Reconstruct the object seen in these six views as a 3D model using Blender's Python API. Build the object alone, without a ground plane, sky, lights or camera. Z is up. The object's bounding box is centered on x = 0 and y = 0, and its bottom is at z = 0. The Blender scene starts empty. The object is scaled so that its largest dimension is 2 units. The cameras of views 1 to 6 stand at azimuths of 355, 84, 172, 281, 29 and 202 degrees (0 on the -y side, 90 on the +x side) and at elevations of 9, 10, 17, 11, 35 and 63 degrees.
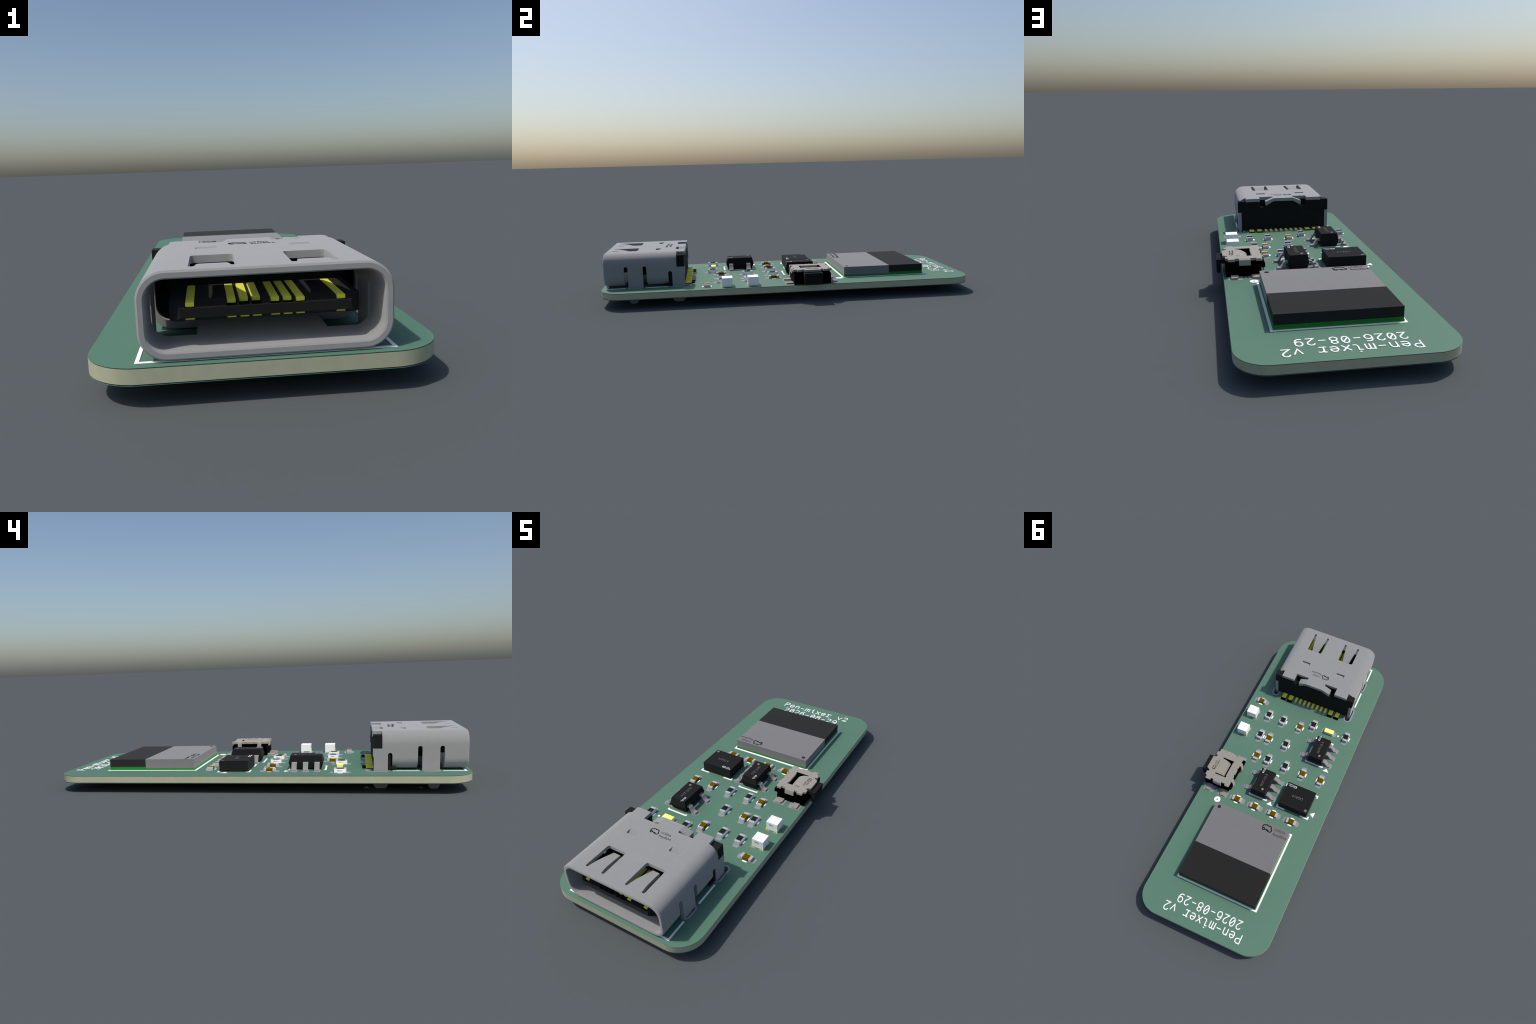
# A small green circuit board (35 x 13 mm, drawn at 2/35 m per mm) with a USB socket, a radio module,
# a side push button, two SOT-23-5 chips, one LGA chip, LEDs, resistors and capacitors.
import bpy, bmesh
from math import pi, sin, cos, radians, hypot
from mathutils import Vector, Matrix

scene_collection = bpy.context.scene.collection

# ------------------------------------------------------------------ levels (z)
Z_CORE0, Z_CORE1 = 0.0508, 0.0818          # fibreglass core
Z_MASK1 = 0.0843                           # top of the solder mask
Z_PAD1 = 0.0850
Z_SILK0, Z_SILK1 = 0.0848, 0.0858
Z_BASE = 0.0856                            # components stand here
BX0, BX1, BY0, BY1 = -0.3842, 0.3567, -1.0, 1.0
CX = -0.0140                               # centre line of socket and module


# ------------------------------------------------------------------ materials
def material(name, colour, rough=0.5, metallic=0.0, spec=0.5, vary=0.03, scale=40.0):
    m = bpy.data.materials.new(name)
    m.use_nodes = True
    nt = m.node_tree
    b = nt.nodes["Principled BSDF"]
    b.inputs["Roughness"].default_value = rough
    b.inputs["Metallic"].default_value = metallic
    b.inputs["Specular IOR Level"].default_value = spec
    tc = nt.nodes.new("ShaderNodeTexCoord")
    noise = nt.nodes.new("ShaderNodeTexNoise")
    noise.inputs["Scale"].default_value = scale
    noise.inputs["Detail"].default_value = 3.0
    ramp = nt.nodes.new("ShaderNodeValToRGB")
    lo = tuple(c * (1 - vary) for c in colour) + (1,)
    hi = tuple(min(1, c * (1 + vary)) for c in colour) + (1,)
    ramp.color_ramp.elements[0].position, ramp.color_ramp.elements[0].color = 0.35, lo
    ramp.color_ramp.elements[1].position, ramp.color_ramp.elements[1].color = 0.65, hi
    nt.links.new(tc.outputs["Object"], noise.inputs["Vector"])
    nt.links.new(noise.outputs["Fac"], ramp.inputs["Fac"])
    nt.links.new(ramp.outputs["Color"], b.inputs["Base Color"])
    return m


def srgb(r, g, b):
    def f(c):
        c /= 255.0
        return c / 12.92 if c <= 0.04045 else ((c + 0.055) / 1.055) ** 2.4
    return (f(r), f(g), f(b))


def plated(name, colour, vary=0.01, scale=40.0):
    """Every moulded or plated part of the board has the same dull, fully rough metallic finish."""
    return material(name, colour, rough=1.0, metallic=1.0, vary=vary, scale=scale)


M_MASK = material("green_solder_mask", (0.079, 0.181, 0.124), 0.7, vary=0.01)
M_CORE = material("fibreglass_core", srgb(172, 174, 146), 0.9)
M_SILK = material("white_silkscreen_ink", (0.95, 0.95, 0.95), 0.8, vary=0.0)
M_PAD = plated("tinned_pad", (0.52, 0.52, 0.55))
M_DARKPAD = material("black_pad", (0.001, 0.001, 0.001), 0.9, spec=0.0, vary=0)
M_SHELL = plated("steel_shell", (0.528, 0.528, 0.522))
M_PLASTIC = plated("black_plastic", (0.050, 0.050, 0.049))
M_GOLD = plated("gold_plating", (1.0, 1.0, 0.20), 0.04, 300)
M_CHIP = plated("black_chip_epoxy", (0.050, 0.050, 0.049))
M_LEAD = plated("tinned_lead", (0.50, 0.50, 0.495))
M_CERAMIC = material("white_ceramic", (1.0, 1.0, 1.0), 0.9, vary=0.0)
M_CAPEND = plated("tin_end_cap", (0.70, 0.70, 0.70))
M_COAT = plated("dark_resistor_coating", (0.050, 0.050, 0.049))
M_BROWN = plated("brown_capacitor_ceramic", (0.31, 0.18, 0.0))
M_LEDW = material("white_led_body", (0.95, 0.95, 0.94), 0.9, vary=0)
M_LEDY = material("yellow_led_lens", (0.95, 0.95, 0.23), 0.9, vary=0)
M_CAN = plated("grey_shield_can", (0.402, 0.396, 0.393))
M_MODBLACK = plated("black_module_cover", (0.071, 0.071, 0.069))
M_MODGREEN = plated("green_module_board", (0.064, 0.40, 0.09))
M_BTNPLATE = plated("nickel_button_plate", (0.555, 0.525, 0.475))
M_BTNBODY = plated("black_button_body", (0.004, 0.004, 0.004))
M_PLUNGER = plated("black_button_plunger", (0.050, 0.050, 0.049))
M_INK = material("black_printed_ink", (0.003, 0.003, 0.003), 0.9, spec=0.1, vary=0)
M_GREYINK = material("grey_printed_ink", (0.035, 0.035, 0.035), 0.9, spec=0.1, vary=0)
M_MARK = material("light_grey_laser_mark", (0.15, 0.15, 0.15), 0.9, spec=0.1, vary=0)
M_DOT = material("grey_orientation_dot", (0.25, 0.22, 0.21), 0.9, spec=0.1, vary=0)
M_DARKDOT = material("dark_orientation_dot", (0.02, 0.02, 0.021), 0.9, spec=0.1, vary=0)


# ------------------------------------------------------------------ mesh helpers
def new_object(name, mesh, parent=None, mat=None):
    ob = bpy.data.objects.new(name, mesh)
    scene_collection.objects.link(ob)
    if mat is not None and not mesh.materials:
        mesh.materials.append(mat)
    if parent is not None:
        ob.parent = parent
    return ob


def finish(bm, name, smooth=None):
    bmesh.ops.recalc_face_normals(bm, faces=bm.faces)
    me = bpy.data.meshes.new(name)
    bm.to_mesh(me)
    bm.free()
    if smooth is not None:
        me.shade_smooth()
        me.set_sharp_from_angle(angle=radians(smooth))
    return me


def add_box(bm, x0, x1, y0, y1, z0, z1, bevel=0.0):
    r = bmesh.ops.create_cube(bm, size=1.0)
    vs = r["verts"]
    for v in vs:
        v.co = Vector((x0 + (v.co.x + .5) * (x1 - x0), y0 + (v.co.y + .5) * (y1 - y0), z0 + (v.co.z + .5) * (z1 - z0)))
    if bevel:
        es = list({e for v in vs for e in v.link_edges})
        bmesh.ops.bevel(bm, geom=es, offset=bevel, segments=2, affect='EDGES', profile=0.5)


def box_mesh(name, x0, x1, y0, y1, z0, z1, bevel=0.0):
    bm = bmesh.new()
    add_box(bm, x0, x1, y0, y1, z0, z1, bevel)
    return finish(bm, name)


def add_prism(bm, pts, a0, a1, axis='z'):
    """Extrude a 2D outline. axis z: pts are (x,y); axis y: (x,z); axis x: (y,z)."""
    def place(p, a):
        if axis == 'z':
            return Vector((p[0], p[1], a))
        if axis == 'y':
            return Vector((p[0], a, p[1]))
        return Vector((a, p[0], p[1]))
    lo = [bm.verts.new(place(p, a0)) for p in pts]
    hi = [bm.verts.new(place(p, a1)) for p in pts]
    n = len(pts)
    bm.faces.new(lo[::-1])
    bm.faces.new(hi)
    for i in range(n):
        j = (i + 1) % n
        bm.faces.new((lo[i], lo[j], hi[j], hi[i]))


def prism_mesh(name, pts, a0, a1, axis='z', smooth=None):
    bm = bmesh.new()
    add_prism(bm, pts, a0, a1, axis)
    return finish(bm, name, smooth)


def rounded_rect(x0, x1, y0, y1, r, seg=8):
    out = []
    for cx, cy, a in ((x1 - r, y1 - r, 0), (x0 + r, y1 - r, 90), (x0 + r, y0 + r, 180), (x1 - r, y0 + r, 270)):
        for i in range(seg + 1):
            t = radians(a + 90 * i / seg)
            out.append((cx + r * cos(t), cy + r * sin(t)))
    return out


def disc(cx, cy, r, n=28):
    return [(cx + r * cos(2 * pi * i / n), cy + r * sin(2 * pi * i / n)) for i in range(n)]


def arc(cx, cy, rx, ry, a0, a1, n=10):
    return [(cx + rx * cos(radians(a0 + (a1 - a0) * i / n)), cy + ry * sin(radians(a0 + (a1 - a0) * i / n)))
            for i in range(n + 1)]


def add_stroke(bm, pts, width, z0, z1, closed=False, caps=True):
    """A flat ribbon of constant width along a polyline, extruded from z0 to z1."""
    P = [Vector(p) for p in pts]
    h = width / 2
    n = len(P)
    left, right = [], []
    for i in range(n):
        a = P[i - 1] if (i > 0 or closed) else None
        b = P[(i + 1) % n] if (i < n - 1 or closed) else None
        d0 = (P[i] - a).normalized() if a is not None else None
        d1 = (b - P[i]).normalized() if b is not None else None
        d0 = d0 or d1
        d1 = d1 or d0
        t = (d0 + d1)
        t = t.normalized() if t.length > 1e-6 else d0
        nrm = Vector((-t.y, t.x))
        k = h / max(0.45, nrm.dot(Vector((-d0.y, d0.x))))
        left.append(P[i] + nrm * k)
        right.append(P[i] - nrm * k)
    if closed:
        for i in range(n):
            j = (i + 1) % n
            add_prism(bm, [left[i], right[i], right[j], left[j]], z0, z1)
        return
    outline = list(right)
    if caps:
        d = (P[-1] - P[-2]).normalized()
        c0 = Vector((d.y, -d.x))
        for i in range(1, 5):
            t = pi * i / 5
            outline.append(P[-1] + (c0 * cos(t) + d * sin(t)) * h)
    outline += left[::-1]
    if caps:
        d = (P[0] - P[1]).normalized()
        c0 = Vector((d.y, -d.x))
        for i in range(1, 5):
            t = pi * i / 5
            outline.append(P[0] + (c0 * cos(t) + d * sin(t)) * h)
    add_prism(bm, outline, z0, z1)


def ring_prism(bm, outer, inner, z0, z1):
    n = len(outer)
    vo0 = [bm.verts.new((*p, z0)) for p in outer]
    vo1 = [bm.verts.new((*p, z1)) for p in outer]
    vi0 = [bm.verts.new((*p, z0)) for p in inner]
    vi1 = [bm.verts.new((*p, z1)) for p in inner]
    for i in range(n):
        j = (i + 1) % n
        bm.faces.new((vo0[i], vo0[j], vo1[j], vo1[i]))
        bm.faces.new((vi0[j], vi0[i], vi1[i], vi1[j]))
        bm.faces.new((vo1[i], vo1[j], vi1[j], vi1[i]))
        bm.faces.new((vo0[j], vo0[i], vi0[i], vi0[j]))


def boolean_cut(mesh, cutter_builders):
    """Subtract a list of cutter meshes from a mesh and return the new mesh."""
    ob = bpy.data.objects.new("work", mesh)
    scene_collection.objects.link(ob)
    helpers = []
    for cm in cutter_builders:
        c = bpy.data.objects.new("cutter", cm)
        scene_collection.objects.link(c)
        md = ob.modifiers.new("cut", 'BOOLEAN')
        md.operation = 'DIFFERENCE'
        md.solver = 'EXACT'
        md.object = c
        helpers.append(c)
    dg = bpy.context.evaluated_depsgraph_get()
    dg.update()
    out = bpy.data.meshes.new_from_object(ob.evaluated_get(dg))
    for h in helpers + [ob]:
        bpy.data.objects.remove(h, do_unlink=True)
    return out


def merge_meshes(name, meshes, smooth=None):
    bm = bmesh.new()
    for m in meshes:
        bm.from_mesh(m)
    return finish(bm, name, smooth)


def text_mesh(body, height, width=None, depth=0.0004):
    """Built-in font, letters of the given cap height, optionally squeezed to a width; origin at lower left."""
    cu = bpy.data.curves.new("lettering", 'FONT')
    cu.body = body
    cu.size = 1.0
    cu.resolution_u = 3
    ob = bpy.data.objects.new("lettering", cu)
    scene_collection.objects.link(ob)
    dg = bpy.context.evaluated_depsgraph_get()
    me = bpy.data.meshes.new_from_object(ob.evaluated_get(dg))
    bpy.data.objects.remove(ob, do_unlink=True)
    x0 = min(v.co.x for v in me.vertices)
    x1 = max(v.co.x for v in me.vertices)
    cap = 0.69
    sy = height / cap
    sx = width / (x1 - x0) if width else sy
    bm = bmesh.new()
    bm.from_mesh(me)
    for v in bm.verts:
        v.co = Vector(((v.co.x - x0) * sx, v.co.y * sy, 0))
    r = bmesh.ops.extrude_face_region(bm, geom=bm.faces[:])
    for g in r["geom"]:
        if isinstance(g, bmesh.types.BMVert):
            g.co.z += depth
    return finish(bm, "lettering")


def place(mesh, x, y, z, rot_deg=0.0):
    m = mesh.copy()
    m.transform(Matrix.Translation((x, y, z)) @ Matrix.Rotation(radians(rot_deg), 4, 'Z'))
    return m


# ------------------------------------------------------------------ root
root = bpy.data.objects.new("circuit_board", None)
scene_collection.objects.link(root)
root["label"] = "narrow green circuit board with silver USB socket and small parts"
root["category"] = "circuit board"

# ------------------------------------------------------------------ bare board
# plated slots for the socket legs: (u centre, y0, y1)
SLOT_U = 0.2468
LEG_SLOTS = [(-0.868, -0.780), (-0.640, -0.526)]
outline = rounded_rect(BX0, BX1, BY0, BY1, 0.1143, 12)


def slot_shape(s, y0, y1, half):
    cx = CX + s * SLOT_U
    return rounded_rect(cx - half, cx + half, y0, y1, half - 1e-4, 8)


def slot_cutters():
    out = []
    for s in (-1, 1):
        for y0, y1 in LEG_SLOTS:
            out.append(prism_mesh("c", slot_shape(s, y0 + 0.0075, y1 - 0.0075, 0.0165), 0.02, 0.12))
    return out


core = boolean_cut(prism_mesh("core", outline, Z_CORE0, Z_CORE1), slot_cutters())
core.shade_smooth()
core.set_sharp_from_angle(angle=radians(30))
board = new_object("board_core", core, root, M_CORE)
inset = rounded_rect(BX0, BX1, BY0, BY1, 0.1143, 12)
for z0, z1 in ((Z_MASK1 - 0.0008, Z_MASK1), (0.0476, 0.0484)):
    m = boolean_cut(prism_mesh("mask", inset, z0, z1), slot_cutters())
    new_object("solder_mask", m, root, M_MASK)

# annular rings of the slots, both faces, plus the plated barrel
for s in (-1, 1):
    for y0, y1 in LEG_SLOTS:
        bm = bmesh.new()
        so = slot_shape(s, y0, y1, 0.0245)
        si = slot_shape(s, y0 + 0.0078, y1 - 0.0078, 0.0162)
        ring_prism(bm, so, si, Z_MASK1 + 0.0001, Z_PAD1)
        ring_prism(bm, so, si, 0.0468, 0.0475)
        barrel_o = slot_shape(s, y0 + 0.0075, y1 - 0.0075, 0.0164)
        barrel_i = slot_shape(s, y0 + 0.0085, y1 - 0.0085, 0.0150)
        ring_prism(bm, barrel_o, barrel_i, 0.0470, Z_PAD1 - 0.0003)
        new_object("plated_slot", finish(bm, "plated_slot", 40), root, M_PAD)


def pad(x0, x1, y0, y1, r=0.0, mat=None, parent=None):
    pts = rounded_rect(x0, x1, y0, y1, r, 5) if r else [(x0, y0), (x1, y0), (x1, y1), (x0, y1)]
    return new_object("solder_pad", prism_mesh("solder_pad", pts, Z_MASK1 + 0.0001, Z_PAD1), parent or root, mat or M_PAD)


# ------------------------------------------------------------------ silkscreen
LINE = 0.0085


def silk(strokes, width=LINE, name="silkscreen_line"):
    bm = bmesh.new()
    for i, s in enumerate(strokes):
        add_stroke(bm, s, width, Z_SILK0, Z_SILK1 + 0.00012 * i)
    return new_object(name, finish(bm, name), root, M_SILK)


def silk_shape(pts, name):
    return new_object(name, prism_mesh(name, pts, Z_SILK0, Z_SILK1), root, M_SILK)


# socket outline
sl, sr = CX - 0.2605, CX + 0.2605
for x, s in ((sl, 1), (sr, -1)):
    silk([[(CX, -0.9745), (x, -0.9745), (x, -0.8775)] if s > 0 else [(CX + 0.001, -0.9745), (x, -0.9745), (x, -0.8775)]], 0.0085)
    silk([[(x, -0.7670), (x, -0.6530)]])
# radio module frame
mx0, mx1, my0, my1 = CX - 0.2325, CX + 0.2325, 0.3085, 0.7730
bm = bmesh.new()
add_stroke(bm, [(mx0, my0), (mx1, my0), (mx1, my1), (mx0, my1)], 0.0115, Z_SILK0, Z_SILK1, closed=True)
new_object("silkscreen_frame", finish(bm, "silkscreen_frame"), root, M_SILK)
# pin-one ring
bm = bmesh.new()
ring_prism(bm, disc(0.2323, 0.2832, 0.0185), disc(0.2323, 0.2832, 0.0045), Z_SILK0, Z_SILK1 + 0.0003)
new_object("silkscreen_ring", finish(bm, "silkscreen_ring"), root, M_SILK)
# LED polarity dot
silk_shape(disc(-0.2539, -0.4069, 0.0062), "silkscreen_dot")
# pin-one triangles
for tri in (((-0.2728, -0.166), (-0.2565, -0.1445), (-0.2930, -0.1445)),
            ((-0.0570, 0.1690), (-0.0395, 0.1925), (-0.0748, 0.1925)),
            ((-0.2928, 0.1450), (-0.3187, 0.1272), (-0.3187, 0.1622))):
    silk_shape(list(tri), "silkscreen_triangle")


# lettering at the far end: a single-stroke monospaced face on a 6 x 8 grid
GLYPHS = {
    'P': [[(0.4, 0), (0.4, 8)], [(0.6, 8), (2.9, 8)] + arc(3.0, 5.85, 2.5, 2.15, 85, -85) + [(2.9, 3.7), (0.6, 3.7)]],
    'e': [[(0.8, 3.1), (5.2, 3.1)], arc(3.0, 3.0, 2.4, 2.85, 2, 300, 20) + [(5.2, 0.6)]],
    'n': [[(0.8, 0), (0.8, 5.8)], [(0.8, 3.6)] + arc(3.0, 3.8, 2.1, 2.0, 165, 0, 9) + [(5.1, 0)]],
    'm': [[(0.2, 0), (0.2, 5.8)], [(0.3, 4.3)] + arc(1.65, 4.4, 1.35, 1.4, 160, 0, 8) + [(3.0, 0)],
          [(3.1, 4.3)] + arc(4.4, 4.4, 1.35, 1.4, 160, 0, 8) + [(5.75, 0)]],
    'i': [[(0.9, 5.8), (3.0, 5.8), (3.0, 1.8)] + arc(4.5, 1.7, 1.5, 1.65, 190, 275, 7) + [(5.6, 0.15)]],
    'x': [[(0.6, 0), (5.4, 5.8)], [(0.6, 5.8), (5.4, 0)]],
    'r': [[(0.6, 5.8), (2.0, 5.8), (2.0, 0)], [(0.4, 0), (4.4, 0)], [(2.0, 3.4)] + arc(4.4, 3.6, 2.3, 2.1, 170, 75, 8) + [(5.6, 5.3)]],
    'v': [[(0.5, 5.8), (3.0, 0.2), (5.5, 5.8)]],
    '-': [[(1.0, 3.1), (5.0, 3.1)]],
    '2': [arc(2.8, 5.7, 2.3, 2.3, 160, -25, 12) + [(4.4, 3.9), (0.6, 0.1), (5.5, 0.1)]],
    '0': [arc(3, 4, 2.4, 4.0, 90, 450, 26)[:-1] + ['closed'], [(1.3, 1.6), (4.7, 6.4)]],
    '6': [[(4.9, 7.6)] + arc(3.4, 4.2, 2.8, 3.7, 80, 180, 10) + [(0.6, 2.8)], arc(3.0, 2.6, 2.4, 2.6, 180, 540, 20)[:-1] + ['closed']],
    '8': [arc(3, 2.2, 2.4, 2.2, 90, 450, 20)[:-1] + ['closed'], arc(3, 6.2, 2.05, 1.8, 270, 630, 18)[:-1] + ['closed']],
    '9': [[(1.1, 0.4)] + arc(2.6, 3.8, 2.8, 3.7, 260, 360, 10) + [(5.4, 5.2)], arc(3.0, 5.4, 2.4, 2.6, 0, 360, 20)[:-1] + ['closed']],
}


def stroke_text(body, x, y, cap, advance, glyph_w, width):
    bm = bmesh.new()
    k = 0
    for i, ch in enumerate(body):
        if ch == ' ':
            continue
        for st in GLYPHS[ch]:
            loop = st[-1] == 'closed'
            add_stroke(bm, [(x + i * advance + p[0] / 6 * glyph_w, y + p[1] / 8 * cap) for p in (st[:-1] if loop else st)], width,
                       Z_SILK0, Z_SILK1 + 0.0001 * (k % 7), closed=loop)
            k += 1
        if ch == 'i':
            add_prism(bm, disc(x + i * advance + 0.46 * glyph_w, y + cap * 0.98, width * 0.72, 14), Z_SILK0, Z_SILK1)
    return new_object("silkscreen_text", finish(bm, "silkscreen_text"), root, M_SILK)


stroke_text("Pen-mixer v2", -0.2385, 0.9150, 0.0455, 0.0381, 0.0300, 0.0050)
stroke_text("2026-08-29", -0.2120, 0.8508, 0.0455, 0.0381, 0.0300, 0.0050)

# ------------------------------------------------------------------ maker's mark (cloud outline and two words)
CLOUD = [arc(0.20, 0.16, 0.110, 0.105, 0, 360, 16)[:-1] + ['closed'],
         [(0.31, 0.16), (0.66, 0.17)],
         [(0.10, 0.20)] + arc(0.20, 0.40, 0.17, 0.16, 215, 130, 6) + arc(0.37, 0.47, 0.19, 0.17, 150, 40, 8)
         + arc(0.68, 0.45, 0.19, 0.17, 125, 0, 8) + arc(0.82, 0.22, 0.17, 0.17, 55, -95, 10)
         + [(0.66, 0.06), (0.54, 0.11)]]


def cloud_mesh(size, stroke=0.085, depth=0.0004):
    bm = bmesh.new()
    for i, s in enumerate(CLOUD):
        loop = s[-1] == 'closed'
        add_stroke(bm, [(p[0] * size, (p[1] - 0.3) * size) for p in (s[:-1] if loop else s)], stroke * size, 0.0,
                   depth * (1 + 0.2 * i), closed=loop)
    return finish(bm, "cloud")


def maker_words(size, depth=0.0004):
    a = place(text_mesh("LCEDA", size * 0.24, size * 1.08, depth), size * 1.20, size * 0.10, 0)
    b = place(text_mesh("EasyEDA", size * 0.24, size * 1.38, depth), size * 1.24, -size * 0.36, 0)
    return merge_meshes("words", [a, b])


def maker_mark(parent, x, y, z, size, rot, ink, word_ink=None):
    new_object("printed_logo", place(cloud_mesh(size), x, y, z, rot), parent, ink)
    new_object("printed_lettering", place(maker_words(size), x, y, z, rot), parent, word_ink or ink)


# ------------------------------------------------------------------ USB socket
YF, YR = -0.9862, -0.5615
HW, ZB, ZT, T = 0.2548, 0.0884, 0.2675, 0.0170
RAD = 0.058


def tube_ring(inset, y, seg=10):
    r = max(RAD - inset, 0.01)
    return [(CX + p[0], y, p[1]) for p in rounded_rect(-HW + inset, HW - inset, ZB + inset, ZT - inset, r, seg)]


def shell_tube():
    bm = bmesh.new()
    rings = [tube_ring(0, YR), tube_ring(0, YF + 0.004), tube_ring(0.004, YF), tube_ring(T - 0.003, YF),
             tube_ring(T, YF + 0.003), tube_ring(T, YR)]
    vs = [[bm.verts.new(p) for p in r] for r in rings]
    n = len(vs[0])
    for k in range(len(vs)):
        a, b = vs[k], vs[(k + 1) % len(vs)]
        for i in range(n):
            j = (i + 1) % n
            bm.faces.new((a[i], a[j], b[j], b[i]))
    return finish(bm, "shell")


def u_box(u0, u1, y0, y1, z0, z1):
    return box_mesh("c", CX + min(u0, u1), CX + max(u0, u1), y0, y1, z0, z1)


def slot_profile(y0, y1, zlow, ztop, seg=8):
    c, r = (y0 + y1) / 2, (y1 - y0) / 2
    return [(y0, zlow), (y1, zlow)] + [(c + r * cos(pi * i / seg), ztop - r + r * sin(pi * i / seg)) for i in range(seg + 1)]


SPRING = [(.0545, -.9480), (.0565, -.9515), (.0612, -.9532), (.0655, -.9515), (.0675, -.9480), (.0675, -.9440),
          (.1386, -.9440), (.1386, -.9480), (.1406, -.9515), (.1450, -.9532), (.1497, -.9515), (.1517, -.9480),
          (.1510, -.8270), (.1490, -.8205), (.1450, -.8180), (.1400, -.8172), (.0660, -.8172), (.0612, -.8180),
          (.0572, -.8205), (.0552, -.8270)]
FLAP_TILT = [(-.9440, .2675, .0675, .1386), (-.9300, .2672, .0705, .1360), (-.9050, .2640, .0742, .1325),
             (-.8600, .2530, .0812, .1262), (-.8240, .2430, .0866, .1212)]
LEG_TOP_A, LEG_TOP_B = 0.170, 0.150

cutters = []
for s in (-1, 1):
    xs = (CX + s * 0.20, CX + s * 0.28)
    lo, hi = min(xs), max(xs)
    for y0, y1, top in ((-.8811, -.8608, .200), (-.7833, -.7630, .200), (-.6495, -.6288, .1684)):
        cutters.append(prism_mesh("c", slot_profile(y0, y1, 0.06, top), lo, hi, 'x'))
    # the curl between the two front slots is folded straight down into a leg
    cutters.append(u_box(s * .1425, s * .30, -.8775, -.7660, .060, .125))
    cutters.append(u_box(s * .20, s * .30, -.8650, -.7800, .060, LEG_TOP_A))
    # rear corner where the plastic shows
    cutters.append(u_box(s * .2110, s * .30, -.6035, -.50, .1900, .30))
    # notch beside the rear tab
    cutters.append(u_box(s * .0550, s * .1335, -.6115, -.50, .2400, .30))
    # springs
    cutters.append(prism_mesh("c", [(CX + s * p[0], p[1]) for p in SPRING], .24, .29))
    # shallow ramp dents
    ramp = [(-.7205, .2560), (-.7205, .275), (-.6930, .275), (-.6930, .2668)]
    us = (CX + s * .0885, CX + s * .1405)
    d0, d1 = (min(us), max(us))
    bm = bmesh.new()
    add_prism(bm, ramp, d0, d1, 'x')
    cutters.append(finish(bm, "c"))
cutters.append(u_box(-.30, .30, -.6400, -.50, .060, LEG_TOP_B))
cutters.append(u_box(-.2378, .2378, -.6495, -.50, .060, .2000))
shell = boolean_cut(shell_tube(), cutters)

extra = []
for s in (-1, 1):
    xs = sorted((CX + s * (HW - T), CX + s * HW))
    # front leg: broad above the board, narrower tail through it
    leg = [(-.8608, LEG_TOP_A), (-.8608, .0120), (-.8500, 0.0), (-.8235, 0.0), (-.8125, .0120), (-.8125, .078),
           (-.7890, .082), (-.7833, .090), (-.7833, LEG_TOP_A)]
    extra.append(prism_mesh("e", leg, xs[0], xs[1], 'x'))
    leg = [(-.6288, LEG_TOP_B), (-.6288, .0125), (-.6180, 0.001), (-.5760, 0.001), (-.5650, .0125), (-.5650, LEG_TOP_B)]
    extra.append(prism_mesh("e", leg, xs[0], xs[1], 'x'))
    # bent wings of the rear tab
    wing = [(CX + s * u, z) for u, z in ((.0550, .2675), (.1005, .2490), (.0985, .2262), (.0550, .2500))]
    extra.append(prism_mesh("e", wing, -.5985, YR, 'y'))
    # contact springs pressed down from the roof
    bm = bmesh.new()
    rows = []
    for y, z, u0, u1 in FLAP_TILT:
        rows.append([bm.verts.new((CX + s * u0, y, z)), bm.verts.new((CX + s * u1, y, z)),
                     bm.verts.new((CX + s * u1, y + .002, z - T)), bm.verts.new((CX + s * u0, y + .002, z - T))])
    bm.faces.new(rows[0])
    bm.faces.new(rows[-1][::-1])
    for a, b in zip(rows, rows[1:]):
        for i in range(4):
            j = (i + 1) % 4
            bm.faces.new((a[i], a[j], b[j], b[i]))
    extra.append(finish(bm, "e"))
shell = merge_meshes("connector_socket", [shell] + extra, 32)
socket = new_object("connector_socket", shell, root, M_SHELL)

# plastic housing
hw, hz0, hz1 = HW - T - 0.0006, ZB + T + 0.0006, ZT - T - 0.0006
parts = [prism_mesh("h", [(CX + p[0], p[1]) for p in rounded_rect(-hw, hw, hz0, hz1, RAD - T, 8)], -.748, -.6500, 'y'),
         box_mesh("h", CX - hw, CX + hw, -.6500, -.5650, .0875, .2498)]
housing = boolean_cut(merge_meshes("h", parts), [
    prism_mesh("c", [(CX + s * u, z) for u, z in ((.1300, .27), (.1300, .217), (.1005, .217), (.0975, .2250), (.0540, .2492), (.0540, .27))],
               -.6115, -.50, 'y') for s in (-1, 1)])
shoulders = []
for s in (-1, 1):
    u = sorted((CX + s * .2050, CX + s * .2556))
    shoulders.append(box_mesh("h", u[0], u[1], -.6030, -.5640, .1905, .2523))
    u = sorted((CX + s * .2360, CX + s * .2500))
    shoulders.append(prism_mesh("h", [(-.6686, .0894), (-.6300, .0894), (-.6300, .160), (-.6420, .160), (-.6420, .1010), (-.6686, .1010)],
                                u[0], u[1], 'x'))
new_object("plastic_housing", merge_meshes("plastic_housing", [housing] + shoulders, 35), socket, M_PLASTIC)

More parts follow.
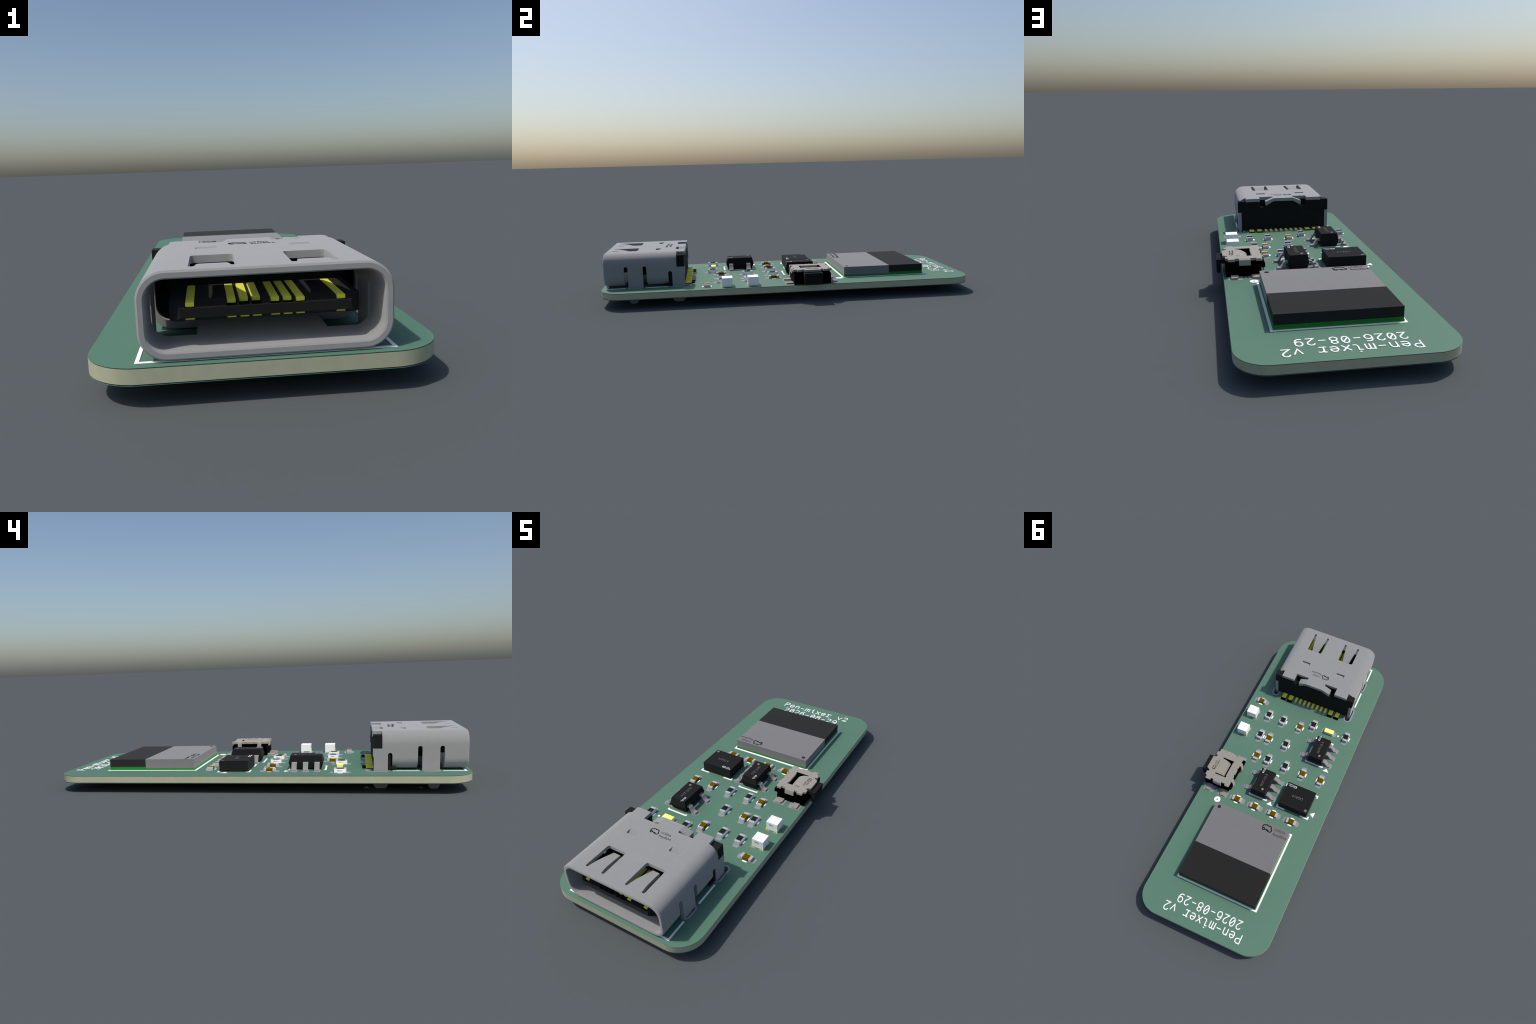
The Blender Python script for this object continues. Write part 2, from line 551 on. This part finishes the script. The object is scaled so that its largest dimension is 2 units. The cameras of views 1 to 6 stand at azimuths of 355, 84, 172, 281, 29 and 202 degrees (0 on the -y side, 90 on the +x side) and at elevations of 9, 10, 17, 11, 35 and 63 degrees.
# tongue with contacts
ZC = 0.1780
CONTACT_U = [s * v for v in (.0185, .0435, .0690, .1520) for s in (-1, 1)]
tongue_side = [(-.9700, ZC - .0095), (-.9700, ZC + .0095), (-.9560, ZC + .0190), (-.7950, ZC + .0190),
               (-.7870, ZC + .0330), (-.7400, ZC + .0330), (-.7400, ZC - .0330), (-.7870, ZC - .0330),
               (-.7950, ZC - .0190), (-.9560, ZC - .0190)]
corner_cut = []
for s in (-1, 1):
    corner_cut.append(prism_mesh("c", [(CX + s * .1715, -.98), (CX + s * .1715, -.9700), (CX + s * .1935, -.9450),
                                       (CX + s * .1935, -.7950), (CX + s * .25, -.7950), (CX + s * .25, -.98)], .10, .26))
for u in CONTACT_U:
    for z0, z1 in ((ZC + .0055, ZC + .05), (ZC - .05, ZC - .0055)):
        corner_cut.append(u_box(u - .0110, u + .0110, -.9685, -.7960, z0, z1))
tongue = boolean_cut(prism_mesh("t", tongue_side, CX - .2050, CX + .2050, 'x'), corner_cut)
new_object("plastic_tongue", tongue, socket, M_PLASTIC)
# the inner strips end further back than the outer power strips
TIPS = [-.9595, -.9450, -.9370, -.9360, -.9510, -.9505, -.9595, -.9597]
for u, tip in zip(sorted(CONTACT_U), TIPS):
    for z0, z1, tip in ((ZC + .0100, ZC + .0180, tip), (ZC - .0158, ZC - .0100, -.9595)):
        new_object("contact_strip", box_mesh("contact_strip", CX + u - .0088, CX + u + .0088, tip, -.7940, z0, z1), socket, M_GOLD)

# rear solder tails and their pads
small_tail = box_mesh("solder_tail", -.0068, .0068, -.5680, -.5305, Z_PAD1 + .0004, .0905, 0.0012)
big_tail = box_mesh("solder_tail", -.0135, .0135, -.5680, -.5305, Z_PAD1 + .0004, .0905, 0.0012)
PIN_CX = CX + 0.0022
for i in range(12):
    v = abs(i - 5.5)
    u = (1 if i > 5.5 else -1) * (.0286 * v if v < 4 else (.1375 if v < 5 else .1815))
    big = v > 4
    o = new_object("solder_tail", big_tail if big else small_tail, socket, M_GOLD)
    o.location = (PIN_CX + u, 0, 0)
    h = .0165 if big else .0085
    pad(PIN_CX + u - h, PIN_CX + u + h, -.5720, -.5125, .0050, M_DARKPAD if big else M_PAD, root)

maker_mark(socket, -0.0735, -0.6560, ZT + 0.0002, 0.0455, 0, M_INK, M_GREYINK)

# ------------------------------------------------------------------ radio module
module = new_object("radio_module", box_mesh("radio_module", CX - .2285, CX + .2285, .3150, .7690, Z_BASE, .0940), root, M_MODGREEN)
new_object("module_board_step", box_mesh("module_board_step", CX - .2262, CX + .2262, .5738, .7668, .0940, .1022), module, M_MODGREEN)
can = new_object("shield_can", box_mesh("shield_can", CX - .2262, CX + .2262, .3165, .5738, .0945, .1415), module, M_CAN)
new_object("module_cover", box_mesh("module_cover", CX - .2262, CX + .2262, .5739, .7670, .1022, .1413), module, M_MODBLACK)
new_object("orientation_dot", prism_mesh("orientation_dot", disc(.1851, .3389, .0098), .1416, .1420), module, M_DARKDOT)
maker_mark(module, -0.0868, 0.3470, .1417, 0.0585, 180, M_INK, M_GREYINK)

# ------------------------------------------------------------------ SOT-23-5 chips
SOT_H = 0.1540


def sot_body():
    bm = bmesh.new()
    rings = [(.0400, .0745, .0900), (.0462, .0838, .1190), (.0412, .0742, SOT_H)]
    vs = [[bm.verts.new((sx * a, sy * b, z)) for sx, sy in ((-1, -1), (1, -1), (1, 1), (-1, 1))] for a, b, z in rings]
    bm.faces.new(vs[0][::-1])
    bm.faces.new(vs[2])
    for a, b in zip(vs, vs[1:]):
        for i in range(4):
            j = (i + 1) % 4
            bm.faces.new((a[i], a[j], b[j], b[i]))
    return finish(bm, "leaded_chip")


def gull_lead():
    """Side profile in (x, z), leaving the body towards +x and ending in a flat foot."""
    mid = [(.040, .1185), (.0540, .1185)] + arc(.0540, .1110, .0075, .0075, 80, 20, 4) + [(.0730, .0930)] \
        + arc(.0800, .0955, .0066, .0060, 215, 265, 3) + [(.0935, .0893)]
    bm = bmesh.new()
    P = [Vector(p) for p in mid]
    h = .0045
    L, R = [], []
    for i, p in enumerate(P):
        d0 = (p - P[i - 1]).normalized() if i else (P[1] - p).normalized()
        d1 = (P[i + 1] - p).normalized() if i < len(P) - 1 else d0
        t = (d0 + d1).normalized()
        n = Vector((-t.y, t.x))
        L.append(p + n * h)
        R.append(p - n * h)
    add_prism(bm, R + L[::-1], -.0120, .0120, 'y')
    return finish(bm, "chip_lead", 40)


SOT_MESH, LEAD_MESH = sot_body(), gull_lead()
SOT_TEXT = place(text_mesh("SOT-23-5", .0130, .0830), -.0415, -.0065, 0)
for sx, sy in ((-.1920, -.2445), (.0236, .0920)):
    chip = new_object("leaded_chip", SOT_MESH, root, M_CHIP)
    chip.location = (sx, sy, 0)
    for side, ys in ((-1, (-.0550, 0, .0550)), (1, (-.0550, .0500))):
        for yy in ys:
            o = new_object("chip_lead", LEAD_MESH, chip, M_LEAD)
            o.location = (0, yy, 0)
            if side < 0:
                o.rotation_euler = (0, 0, pi)
            a, b = sorted((sx + side * .0420, sx + side * .1050))
            pad(a, b, sy + yy - .0165, sy + yy + .0165, .0120)
    new_object("orientation_dot", prism_mesh("orientation_dot", disc(-.0178, .0520, .0068), SOT_H + .0002, SOT_H + .0006), chip, M_DOT)
    new_object("printed_lettering", place(SOT_TEXT, -.0010, -.0050, SOT_H + .0002, -90), chip, M_MARK)
    maker_mark(chip, .0240, -.0440, SOT_H + .0002, 0.0145, -90, M_SILK)
    silk([[(sx + .0560, sy + .0755), (sx + .0545, sy + .0805), (sx - .0520, sy + .0805), (sx - .0535, sy + .0755)]])
    silk([[(sx + .0545, sy - .0900), (sx + .0535, sy - .0950), (sx - .0530, sy - .0950), (sx - .0545, sy - .0900)]])
    silk([[(sx + .0545, sy - .0290), (sx + .0545, sy + .0160)]])

# ------------------------------------------------------------------ LGA chip
LX0, LX1, LY0, LY1, LZ = -.2825, -.1095, .0315, .1750, .1387
lga = new_object("sensor_chip", box_mesh("sensor_chip", LX0, LX1, LY0, LY1, Z_BASE + .0008, LZ), root, M_CHIP)
new_object("orientation_dot", prism_mesh("orientation_dot", disc(-.2692, .1601, .0085), LZ + .0002, LZ + .0006), lga, M_MARK)
new_object("printed_lettering", place(text_mesh("LGA14", .0160, .0620), -.2270, .0960, LZ + .0002), lga, M_MARK)
maker_mark(lga, -.1680, .0475, LZ + .0002, 0.0205, 0, M_SILK)
for x, sx in ((-.2935, 1), (-.1010, -1)):
    for y, sy in ((.0252, 1), (.1812, -1)):
        silk([[(x + sx * .0450, y), (x, y), (x, y + sy * .0120)]])

# ------------------------------------------------------------------ resistors, capacitors and small LED (0402)
RZ, CZ = 0.1050, 0.0992
R_BODY = box_mesh("resistor", -.0142, .0142, -.0275, .0275, Z_BASE, RZ - .0012)
R_COAT = box_mesh("resistor_coating", -.0138, .0138, -.0168, .0168, RZ - .0013, RZ - .0003)
bm = bmesh.new()
add_box(bm, -.0138, .0138, .0165, .0288, RZ - .0012, RZ)
add_box(bm, -.0138, .0138, .0274, .0288, Z_BASE - .0002, RZ - .00125)
R_CAP = finish(bm, "resistor_end_cap")
C_BODY = box_mesh("capacitor", -.0138, .0138, -.0200, .0200, Z_BASE + .0006, CZ - .0006)
C_CAP = box_mesh("capacitor_end_cap", -.0146, .0146, .0155, .0288, Z_BASE - .0002, CZ, 0.0014)
PAD_MESH = prism_mesh("solder_pad", rounded_rect(-.0160, .0160, .0150, .0475, .0085, 5), Z_MASK1 + .0001, Z_PAD1)
bm = bmesh.new()
for s in (-1, 1):
    add_stroke(bm, [(s * .0218, -.0085), (s * .0218, .0085)], .0078, Z_SILK0, Z_SILK1)
TICK_MESH = finish(bm, "silkscreen_tick")
small_mark = merge_meshes("printed_mark", [place(cloud_mesh(.0090, .09), -.0125, 0, 0),
                                           place(maker_words(.0085), -.0125, 0, 0)])
small_mark.transform(Matrix.Translation((-.01425, 0, .0945)) @ Matrix.Rotation(radians(-90), 4, 'Z') @ Matrix.Rotation(radians(90), 4, 'X'))

RESISTORS = [(.1965, -.3640), (.0992, -.3635), (-.0872, -.4120), (-.3030, -.4105), (.1858, -.2115), (.0150, -.2120),
             (.0712, -.0718), (-.0428, -.0722)]
CAPACITORS = [(-.0137, -.3645, 0), (.1292, -.2118, 0), (.1460, -.0722, 0), (-.1553, -.0715, 0), (-.2700, -.0720, 0),
              (.1270, .2350, 90), (.0142, .2350, 90), (-.1001, .2350, 90), (-.2146, .2360, 90), (.2845, -.4462, 90)]


def pads_for(x, y, rot, ticks=True):
    for k in (0, 180):
        o = new_object("solder_pad", PAD_MESH, root, M_PAD)
        o.location = (x, y, 0)
        o.rotation_euler = (0, 0, radians(rot + k))
    if ticks:
        o = new_object("silkscreen_tick", TICK_MESH, root, M_SILK)
        o.location = (x, y, 0)
        o.rotation_euler = (0, 0, radians(rot))


for x, y in RESISTORS:
    r = new_object("resistor", R_BODY, root, M_CERAMIC)
    r.location = (x, y, 0)
    new_object("resistor_coating", R_COAT, r, M_COAT)
    for k in (0, pi):
        c = new_object("resistor_end_cap", R_CAP, r, M_CAPEND)
        c.rotation_euler = (0, 0, k)
    new_object("printed_mark", small_mark, r, M_GREYINK)
    pads_for(x, y, 0)
for x, y, rot in CAPACITORS:
    c0 = new_object("capacitor", C_BODY, root, M_BROWN)
    c0.location = (x, y, 0)
    c0.rotation_euler = (0, 0, radians(rot))
    for k in (0, pi):
        c = new_object("capacitor_end_cap", C_CAP, c0, M_CAPEND)
        c.rotation_euler = (0, 0, k)
    pads_for(x, y, rot)

# yellow indicator LED
yx, yy = -.1932, -.4068
led = new_object("indicator_led", box_mesh("indicator_led", yx - .0288, yx + .0288, yy - .0142, yy + .0142, .0955, .1050), root, M_LEDY)
new_object("led_base", box_mesh("led_base", yx - .0285, yx + .0285, yy - .0139, yy + .0139, Z_BASE, .0955), led, M_CERAMIC)
pads_for(yx, yy, 90, False)

# white LEDs with gold corner contacts
for ly in (-.3385, -.2013):
    lx, hx, hy = .2943, .0298, .0276
    cube = new_object("white_led", box_mesh("white_led", lx - hx, lx + hx, ly - hy, ly + hy, .0870, .1332), root, M_LEDW)
    for sx in (-1, 1):
        for sy in (-1, 1):
            x0, x1 = sorted((lx + sx * (hx - .0045), lx + sx * (hx + .0006)))
            y0, y1 = sorted((ly + sy * (hy - .0045), ly + sy * (hy + .0006)))
            new_object("led_contact", box_mesh("led_contact", x0, x1, y0, y1, Z_PAD1 + .0002, .0990), cube, M_GOLD)
            a, b = sorted((lx + sx * .0110, lx + sx * .0345))
            c, d = sorted((ly + sy * .0120, ly + sy * .0350))
            pad(a, b, c, d)
    new_object("orientation_dot", prism_mesh("orientation_dot", disc(lx - .0198, ly - .0225, .0018, 12), .1334, .1337), cube, M_MARK)
    side = merge_meshes("printed_mark", [place(cloud_mesh(.0110, .09), 0, 0, 0), place(maker_words(.0090), 0, 0, 0)])
    side.transform(Matrix.Translation((lx - .0150, ly - hy - .0001, .1185)) @ Matrix.Rotation(radians(90), 4, 'X'))
    new_object("printed_mark", side, cube, M_MARK)

# ------------------------------------------------------------------ push button on the board edge
BYC = 0.1130
PZ0, PZ1 = 0.1530, 0.1640


def y_mirror(half):
    """Close an outline given for y > 0 (from +x side round to -x side)."""
    return [(x, BYC + v) for x, v in half] + [(x, BYC - v) for x, v in half[::-1]]


plate_half = [(.3568, .0385), (.3375, .0480), (.3375, .0575), (.3472, .0590), (.3472, .0810), (.3360, .0845), (.3360, .1035),
              (.3070, .1035), (.3070, .0925), (.2890, .0925), (.2395, .0925), (.2215, .0925), (.2150, .0925), (.2150, .1035), (.1925, .1035),
              (.1890, .0960), (.1890, .0680), (.1890, .0450), (.1890, .0280), (.1930, .0280), (.1930, .0170), (.1890, .0170)]
plate = prism_mesh("p", y_mirror(plate_half), PZ0, PZ1)
hole = [(.2985, BYC + .0570), (.2850, BYC + .0570), (.2290, BYC + .0570), (.2290, BYC + .0480), (.2320, BYC + .0460), (.2320, BYC - .0460), (.2290, BYC - .0480),
        (.2290, BYC - .0570), (.2985, BYC - .0570)]
window = prism_mesh("c", hole, .14, .18)
plate = boolean_cut(plate, [window])
extra = []
# side flaps folded over the long sides
for s in (-1, 1):
    prof = [(BYC + s * v, z) for v, z in ((.0924, PZ1), (.0985, .1625), (.1030, .1590), (.1048, .1530), (.1048, .1350), (.0990, .1350), (.0990, .1530), (.0924, PZ0))]
    extra.append(prism_mesh("e", prof, .2395, .2890, 'x'))
    # straps down the inner side
    y0, y1 = sorted((BYC + s * .0460, BYC + s * .0675))
    prof = [(x, z) for x, z in ((.1888, PZ1 - .0001), (.1840, .1622), (.1800, .1585), (.1785, .1530), (.1785, .0980), (.1840, .0980), (.1840, .1500), (.1888, .1535))]
    extra.append(prism_mesh("e", prof, y0, y1, 'y'))
# latch tongue inside the window, bent down towards the board middle
bm = bmesh.new()
rows = []
for x, z, w in ((.2984, PZ1, .0500), (.2850, PZ1 - .0008, .0490), (.2720, .1598, .0478), (.2580, .1530, .0462), (.2475, .1450, .0450)):
    rows.append([bm.verts.new((x, BYC - w, z)), bm.verts.new((x, BYC + w, z)), bm.verts.new((x, BYC + w, z - .010)), bm.verts.new((x, BYC - w, z - .010))])
bm.faces.new(rows[0])
bm.faces.new(rows[-1][::-1])
for a, b in zip(rows, rows[1:]):
    for i in range(4):
        bm.faces.new((a[i], a[(i + 1) % 4], b[(i + 1) % 4], b[i]))
extra.append(finish(bm, "e"))
bm = bmesh.new()
# body: block with a lip along the inner side and bevelled upper corners
add_prism(bm, [(.3460, BYC + .0990), (.1930, BYC + .0990), (.1930, BYC - .0990), (.3460, BYC - .0990)], Z_BASE + .0010, .1219)
upper_lo = [(.3460, .0990), (.1770, .0990), (.1770, .0695), (.1870, .0695), (.1870, -.0695), (.1770, -.0695), (.1770, -.0990), (.3460, -.0990)]
upper_hi = [(.3400, .0900), (.1860, .0900), (.1860, .0695), (.1870, .0695), (.1870, -.0695), (.1860, -.0695), (.1860, -.0900), (.3400, -.0900)]
add_prism(bm, [(x, BYC + v) for x, v in upper_lo], .1220, .1400)
lo = [bm.verts.new((x, BYC + v, .1401)) for x, v in upper_lo]
hi = [bm.verts.new((x, BYC + v, .1522)) for x, v in upper_hi]
bm.faces.new(lo[::-1])
bm.faces.new(hi)
for i in range(len(lo)):
    j = (i + 1) % len(lo)
    bm.faces.new((lo[i], lo[j], hi[j], hi[i]))
body_mesh = boolean_cut(finish(bm, "push_button"), [box_mesh("c", .2300, .2975, BYC - .0565, BYC + .0565, .1120, .20)])
frame = [box_mesh("f", .2292, .2312, BYC - .0568, BYC + .0568, .1400, .1626)]
frame += [box_mesh("f", .2313, .2980, BYC + min(s * .0568, s * .0550), BYC + max(s * .0568, s * .0550), .1400, .1628) for s in (-1, 1)]
body_mesh = merge_meshes("push_button", [body_mesh] + frame)
button = new_object("push_button", body_mesh, root, M_BTNBODY)
new_object("button_plate", merge_meshes("button_plate", [plate] + extra, 35), button, M_BTNPLATE)
plunger = [(.3400, .1500), (.3842, .1500), (.3842, .0960), (.3808, .0900), (.3668, .0895), (.3668, .1310), (.3400, .1310)]
new_object("button_plunger", prism_mesh("button_plunger", plunger, BYC - .0490, BYC + .0490, 'y'), button, M_PLUNGER)
for s in (-1, 1):
    for x0, x1, cut in ((.2945, .3255, -1), (.2010, .2370, 1)):
        yo, yn, yi = BYC + s * .1385, BYC + s * .1290, BYC + s * .0900
        if cut < 0:
            leg = [(x0, yi), (x1, yi), (x1, yo), (x0 + .0045, yo), (x0 + .0045, yn), (x0, yn)]
        else:
            leg = [(x0, yi), (x1, yi), (x1, yn), (x1 - .0045, yn), (x1 - .0045, yo), (x0, yo)]
        new_object("button_terminal", prism_mesh("button_terminal", leg, Z_PAD1 + .0006, .0930), button, M_BTNPLATE)
    for x0, x1 in ((.1892, .2510), (.2760, .3375)):
        y0, y1 = sorted((BYC + s * .0900, BYC + s * .1420))
        pad(x0, x1, y0, y1)
maker_mark(button, .3180, .1500, PZ1 + .0002, 0.0270, -90, M_INK, M_GREYINK)
